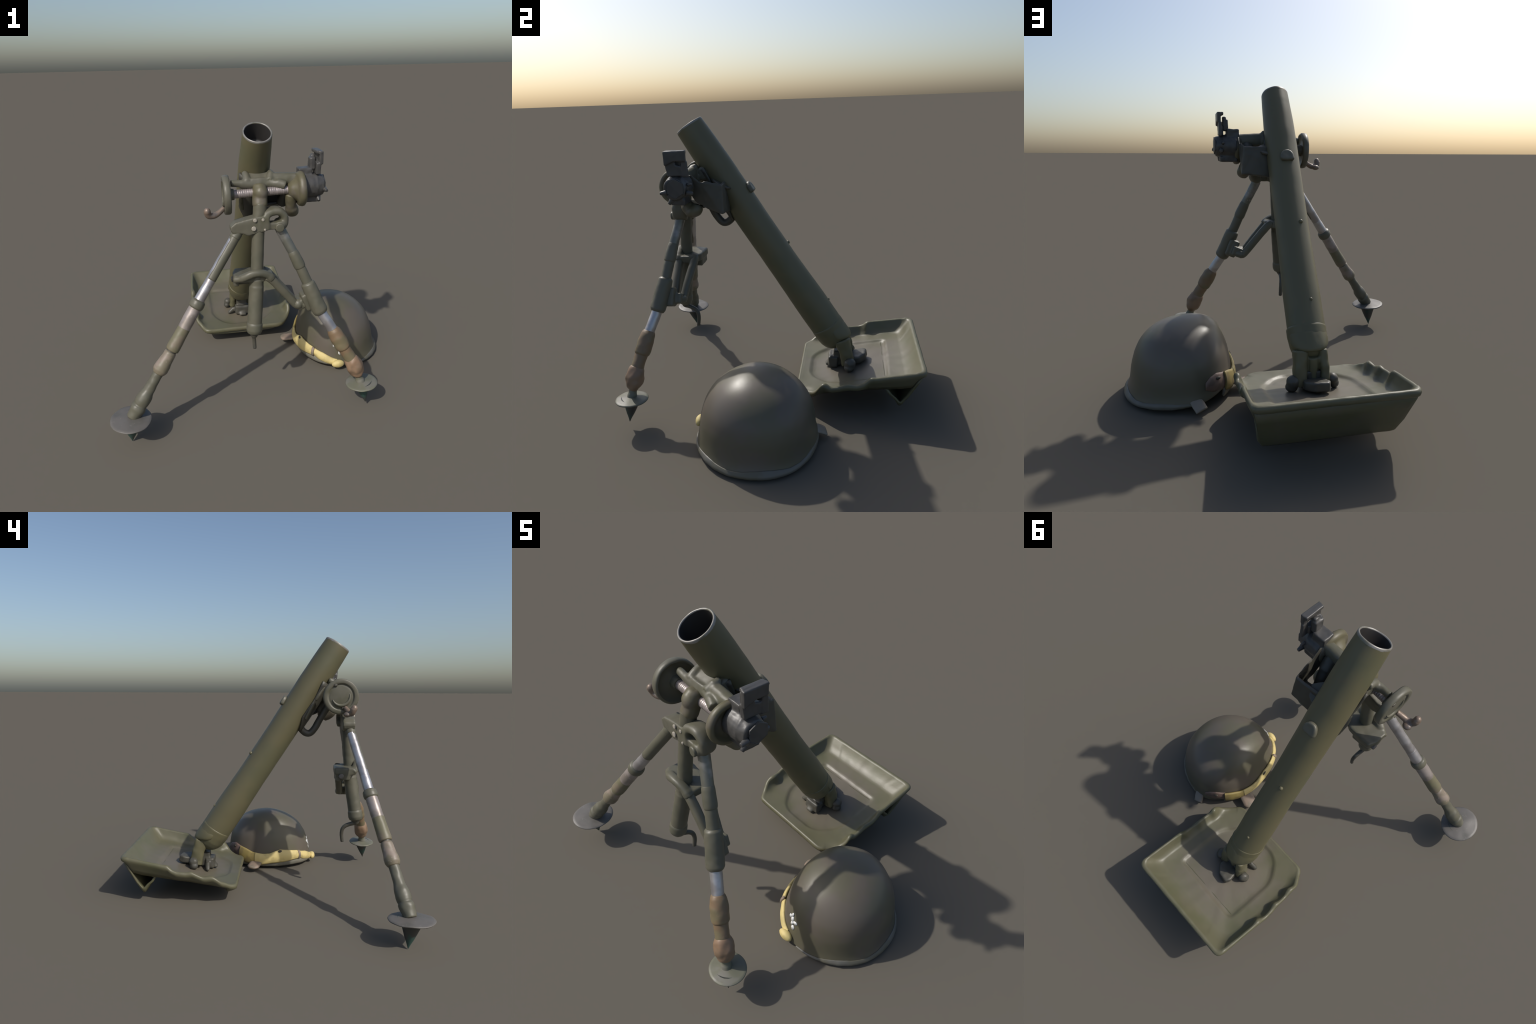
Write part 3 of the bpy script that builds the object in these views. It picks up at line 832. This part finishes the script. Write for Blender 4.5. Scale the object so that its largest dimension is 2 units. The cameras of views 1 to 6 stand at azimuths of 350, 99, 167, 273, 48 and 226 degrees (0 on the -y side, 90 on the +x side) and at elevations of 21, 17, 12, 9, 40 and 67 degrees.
# open box with the side cheek that carries the sight
bm = bmesh.new()
def wall(pts, t):
    """flat plate through a polygon, thickness t"""
    pts = [V(p) for p in pts]
    nrm = (pts[1] - pts[0]).cross(pts[2] - pts[0]).normalized()
    lo = [bm.verts.new(p - nrm * t / 2) for p in pts]; hi = [bm.verts.new(p + nrm * t / 2) for p in pts]
    bm.faces.new(list(reversed(lo))); bm.faces.new(hi)
    k = len(pts)
    for i in range(k): bm.faces.new((lo[i], lo[(i + 1) % k], hi[(i + 1) % k], hi[i]))
# cheek facing +x
wall([(0.228, -0.245, 1.436), (0.236, -0.300, 1.446), (0.240, -0.365, 1.456), (0.240, -0.42, 1.498), (0.232, -0.46, 1.47), (0.226, -0.42, 1.36), (0.230, -0.375, 1.312), (0.238, -0.30, 1.288), (0.246, -0.232, 1.263)], 0.018)
# back wall facing +y
wall([(0.228, -0.246, 1.432), (0.246, -0.236, 1.264), (0.150, -0.236, 1.255), (0.060, -0.236, 1.240), (0.060, -0.262, 1.434), (0.15, -0.252, 1.434)], 0.018)
# floor
wall([(0.246, -0.238, 1.268), (0.236, -0.33, 1.300), (0.05, -0.36, 1.300), (0.05, -0.24, 1.248)], 0.018)
box = part('sight_bracket', bm, DARK, mortar, bevel=0.005, fuse=0.005, smooth_it=3, lumps=0.002)
bm = bmesh.new()
prism(bm, [(0.058, -0.085), (0.112, -0.055), (0.150, -0.010), (0.118, 0.045), (0.07, 0.065), (0.05, 0.02)], (0, -0.27, 1.408), (1, 0, 0.05), (0, 1, -0.5), 0.014)
part('bracket_flange', bm, DARK, box, bevel=0.004, lumps=0.003)

# ---- sight: drum, block, post and aiming plate
bm = bmesh.new()
DC = V((0.0, -0.478, 1.436))
def xdisc(x0, x1, r0, r1, seg=28, rnd=0.008, c=DC):
    rod(bm, (x0, c.y, c.z), (x1, c.y, c.z), r0, r1, seg, rnd)
xdisc(0.245, 0.345, 0.076, 0.074); xdisc(0.335, 0.385, 0.070, 0.064)
slab(bm, (0.300, -0.470, 1.356), (0.115, 0.085, 0.04))
slab(bm, (0.272, -0.470, 1.512), (0.085, 0.075, 0.07))
sight = part('sight_drum', bm, SIGHT, mortar, bevel=0.006, fuse=0.005, smooth_it=3, lumps=0.003, lump_scale=35)
bm = bmesh.new()
pts = [(0.056 * math.cos(math.radians(a)), 0.056 * math.sin(math.radians(a))) for a in range(30, 390, 60)]
prism(bm, pts, (0.388, -0.468, 1.440), (0, 1, 0), (0, 0, 1), 0.012)
bmesh.ops.inset_region(bm, faces=[f for f in bm.faces if f.normal.x > 0.9 or f.calc_center_median().x > 0.393], thickness=0.012, depth=-0.008)
part('drum_cover', bm, SIGHT, sight, bevel=0.003)
for p, q, r in (((0.382, -0.520, 1.418), (0.390, -0.560, 1.414), 0.017), ((0.352, -0.415, 1.410), (0.353, -0.376, 1.406), 0.017), ((0.34, -0.41, 1.455), (0.34, -0.383, 1.458), 0.011), ((0.350, -0.50, 1.372), (0.352, -0.525, 1.345), 0.018)):
    bm = bmesh.new()
    rod(bm, p, q, r, r * 0.6, rnd=0.004)
    part('sight_knob', bm, SIGHT, sight, lumps=0.002, lump_scale=50)
bm = bmesh.new()
def wall2(poly, x, t):
    prism(bm, poly, (x, 0, 0), (0, 1, 0), (0, 0, 1), t)
# plate with a window: upper band, front leg, rear leg, sill
wall2([(-0.532, 1.647), (-0.403, 1.650), (-0.402, 1.612), (-0.402, 1.590), (-0.420, 1.590), (-0.44, 1.590), (-0.47, 1.590), (-0.528, 1.566)], 0.362, 0.024)
wall2([(-0.528, 1.575), (-0.470, 1.592), (-0.466, 1.570), (-0.435, 1.562), (-0.432, 1.505), (-0.518, 1.505)], 0.348, 0.030)
wall2([(-0.430, 1.592), (-0.398, 1.590), (-0.393, 1.500), (-0.430, 1.500)], 0.356, 0.020)
slab(bm, (0.345, -0.466, 1.640), (0.024, 0.120, 0.020))
part('aiming_plate', bm, SIGHT, sight, bevel=0.003, fuse=0.004, smooth_it=2, lumps=0.0015)
bm = bmesh.new()
slab(bm, (0.318, -0.470, 1.570), (0.036, 0.06, 0.075))
slab(bm, (0.325, -0.462, 1.612), (0.026, 0.03, 0.024))
part('sight_post', bm, SIGHT, sight, bevel=0.006, fuse=0.005, smooth_it=3, lumps=0.002)

# ------------------------------------------------------------------ the helmet
HC = V((0.62, 0.0, 0.0))
helmet = empty('helmet', HC)
helmet['label'] = 'dark olive steel helmet with yellow chin strap over brim'
helmet['category'] = 'helmet'
# horizontal sections: z, x-, x+, y-, y+
SECT = [(0.020, 0.362, 0.996, -0.364, 0.352), (0.040, 0.362, 0.986, -0.359, 0.348), (0.065, 0.362, 0.971, -0.353, 0.342), (0.09, 0.363, 0.963, -0.349, 0.337),
        (0.12, 0.365, 0.958, -0.344, 0.334), (0.18, 0.372, 0.950, -0.334, 0.329), (0.25, 0.383, 0.930, -0.313, 0.315), (0.30, 0.398, 0.906, -0.284, 0.291),
        (0.335, 0.413, 0.880, -0.257, 0.270), (0.37, 0.432, 0.845, -0.218, 0.240), (0.395, 0.451, 0.810, -0.181, 0.208), (0.413, 0.472, 0.776, -0.145, 0.172),
        (0.428, 0.498, 0.735, -0.107, 0.131), (0.439, 0.526, 0.692, -0.069, 0.087), (0.445, 0.558, 0.646, -0.034, 0.045)]
APEX = V((0.600, 0.005, 0.4475))
def hcol(z, i):
    return smooth_interp([(s[0], s[i]) for s in SECT], z, 0.022 if z < 0.385 else 0.006)
def shell_pt(z, th, off=0.0):
    """th in radians, 0 = +x"""
    x0, x1, y0, y1 = (hcol(z, i) for i in (1, 2, 3, 4))
    cx = lerp(0.62, (x0 + x1) / 2, min(max((z - 0.3) / 0.16, 0), 1)); cy = lerp(0, (y0 + y1) / 2, min(max((z - 0.3) / 0.16, 0), 1))
    c, s = math.cos(th), math.sin(th)
    a = (x1 - cx) if c > 0 else (cx - x0)
    b = (y1 - cy) if s > 0 else (cy - y0)
    a += off; b += off
    pw = 2.0 if (c < 0 and s > 0) else (2.04 if (c > 0 and s < 0) else 2.15)
    q = (abs(c) ** pw / a ** pw + abs(s) ** pw / b ** pw) ** (-1 / pw)
    return V((cx + c * q, cy + s * q, z))
def brim_z(th):
    """lower edge of the shell: lifts towards the visor and waves a little"""
    d = math.degrees(th) % 360
    return smooth_interp([(0, 0.016), (30, 0.014), (50, 0.022), (75, 0.030), (100, 0.05), (125, 0.085), (150, 0.075), (180, 0.055), (205, 0.055), (230, 0.055), (255, 0.035), (290, 0.022), (330, 0.016), (360, 0.016)], d, 14)
NH = 144
TH = [2 * math.pi * k / NH for k in range(NH)]
bm = bmesh.new()
levels = [0.0, 0.02, 0.05, 0.09, 0.13, 0.18, 0.24, 0.3, 0.36, 0.42, 0.48, 0.54, 0.6, 0.66, 0.72, 0.77, 0.82, 0.86, 0.9, 0.93, 0.955, 0.975, 0.99]
rings = []
for lv in levels:
    ring = []
    for th in TH:
        z0 = brim_z(th)
        z = lerp(z0, 0.4465, lv)
        # flare near the edge follows the local edge height
        zs = z if lv > 0.18 else lerp(0.022, lerp(z0, 0.4465, 0.18), lv / 0.18)
        p = shell_pt(zs, th); p.z = z
        ring.append(bm.verts.new(p))
    rings.append(ring)
for A, B in zip(rings, rings[1:]):
    for k in range(NH): bm.faces.new((A[k], A[(k + 1) % NH], B[(k + 1) % NH], B[k]))
top = bm.verts.new(APEX)
for k in range(NH): bm.faces.new((rings[-1][k], rings[-1][(k + 1) % NH], top))
shell = part('helmet_shell', bm, HELMET, helmet, solid=0.012, lumps=0.003, lump_scale=5)

def band(name, t0, t1, lo, hi, off, thick, mat, parent, n=90, m=8, flare=True, lumps=0.002):
    """strip lying on the shell between angles t0..t1 (degrees); lo/hi are tables of heights by angle"""
    bm = bmesh.new()
    rows = []
    for i in range(n + 1):
        d = lerp(t0, t1, i / n); th = math.radians(d)
        a, b = interp(lo, d), interp(hi, d)
        row = []
        for j in range(m + 1):
            z = lerp(a, b, j / m)
            q = shell_pt(max(z, 0.022), th, off + 0.010 * math.sin(math.pi * j / m) * thick / 0.012); q.z = z
            row.append(bm.verts.new(q))
        rows.append(row)
    for A, B in zip(rows, rows[1:]):
        for j in range(m): bm.faces.new((A[j], A[j + 1], B[j + 1], B[j]))
    return part(name, bm, mat, parent, solid=thick, lumps=lumps, lump_scale=26)

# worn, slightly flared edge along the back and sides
blo = [(d, brim_z(math.radians(d)) - 0.002) for d in range(-84, 106, 6)]
bhi = [(d, brim_z(math.radians(d)) + 0.008 + 0.028 * max(0, math.sin(math.radians((d + 84) * 180 / 186))) ** 0.6 + 0.006 * math.sin(d * 0.11)) for d in range(-84, 106, 6)]
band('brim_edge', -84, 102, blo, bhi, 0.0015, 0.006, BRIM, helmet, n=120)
band('liner', 128, 258, [(128, 0.028), (150, 0.020), (175, 0.022), (200, 0.022), (225, 0.030), (258, 0.034)], [(128, 0.10), (170, 0.085), (200, 0.10), (230, 0.10), (258, 0.06)],
     -0.002, 0.014, LINER, helmet)
lo = [(130, 0.070), (140, 0.050), (153, 0.038), (170, 0.045), (183, 0.056), (202, 0.063), (222, 0.078), (232, 0.085), (240, 0.060), (255, 0.042), (264, 0.034), (268, 0.036)]
hi = [(130, 0.172), (140, 0.160), (153, 0.136), (170, 0.126), (183, 0.128), (195, 0.150), (202, 0.162), (212, 0.156), (222, 0.147), (232, 0.140), (246, 0.122), (256, 0.098), (262, 0.086), (268, 0.082)]
band('chin_strap', 158, 231.5, lo, hi, 0.004, 0.013, STRAP, helmet, n=80)
band('chin_strap', 233.0, 263, lo, hi, 0.008, 0.016, STRAP, helmet, n=50)
band('strap_back', 130, 160, lo, hi, 0.003, 0.012, STRAPB, helmet, n=40)
bm = bmesh.new()
ball(bm, (0.578, -0.372, 0.056), (0.046, 0.026, 0.029), 20)
part('strap_knob', bm, STRAP, helmet, lumps=0.003, lump_scale=30)
bm = bmesh.new()
p = shell_pt(0.148, math.radians(202), 0.014)
ball(bm, p, (0.010, 0.022, 0.015), 16, rot=Matrix.Rotation(math.radians(22), 4, 'Z'))  # solid dark ball in place of the open strap hole
part('strap_eyelet_dot', bm, EYELET_DOT, helmet)
band('strap_keeper', 230.6, 233.6, lo, hi, 0.007, 0.014, LEATHER, helmet, n=4)
band('ear_fitting', 104, 131, [(104, 0.115), (112, 0.09), (131, 0.07)], [(104, 0.155), (110, 0.180), (118, 0.19), (131, 0.172)], 0.004, 0.012, PINK, helmet, n=30, lumps=0.004)
bm = bmesh.new()
ball(bm, shell_pt(0.162, math.radians(119), 0.012), (0.018, 0.010, 0.009), 14, rot=Matrix.Rotation(math.radians(29), 4, 'Z'))  # dark bead drawn as the fitting's opening, nothing is cut
part('ear_eyelet_dot', bm, EYELET_DOT, helmet)
# strap ends poking out below the brim
bm = bmesh.new()
sweep(bm, catmull([(0.600, 0.318, 0.072), (0.588, 0.350, 0.058), (0.566, 0.386, 0.030)], 4), [(0.009, 0.034)] * 9, 12, up=(0, 0.6, 0.8), power=4)
part('strap_tab', bm, GREYTAB, helmet, lumps=0.003, lump_scale=30)
bm = bmesh.new()
sweep(bm, catmull([(0.385, 0.085, 0.062), (0.315, 0.105, 0.050), (0.258, 0.125, 0.040)], 4), [(0.014, 0.055), (0.014, 0.055)] + [(0.013, 0.048)] * 5 + [(0.013, 0.034), (0.010, 0.018)], 12, up=(0, 0, 1), power=3)
part('strap_tab', bm, LEATHER, helmet, lumps=0.006, lump_scale=30)
# white brush marks on the front
for (d, z, w, h, sl) in ((262.0, 0.208, 1.3, 0.014, 0.3), (259.2, 0.186, 1.6, 0.012, 0.2), (263.0, 0.182, 1.9, 0.020, -0.4), (267.6, 0.172, 2.7, 0.012, 0.6), (264.4, 0.157, 1.4, 0.013, 0.2), (266.4, 0.130, 2.0, 0.018, -0.3)):
    bm = bmesh.new()
    row = []
    outline = [(-1, -0.5), (-0.2, -1), (0.9, -0.7), (1, 0.4), (0.3, 1), (-0.8, 0.8)]
    vs = [bm.verts.new(shell_pt(z + h * b + sl * 0.006 * a, math.radians(d + w * a), 0.0025)) for a, b in outline]
    bm.faces.new(vs)
    part('white_mark', bm, WHITE, helmet, solid=0.003)
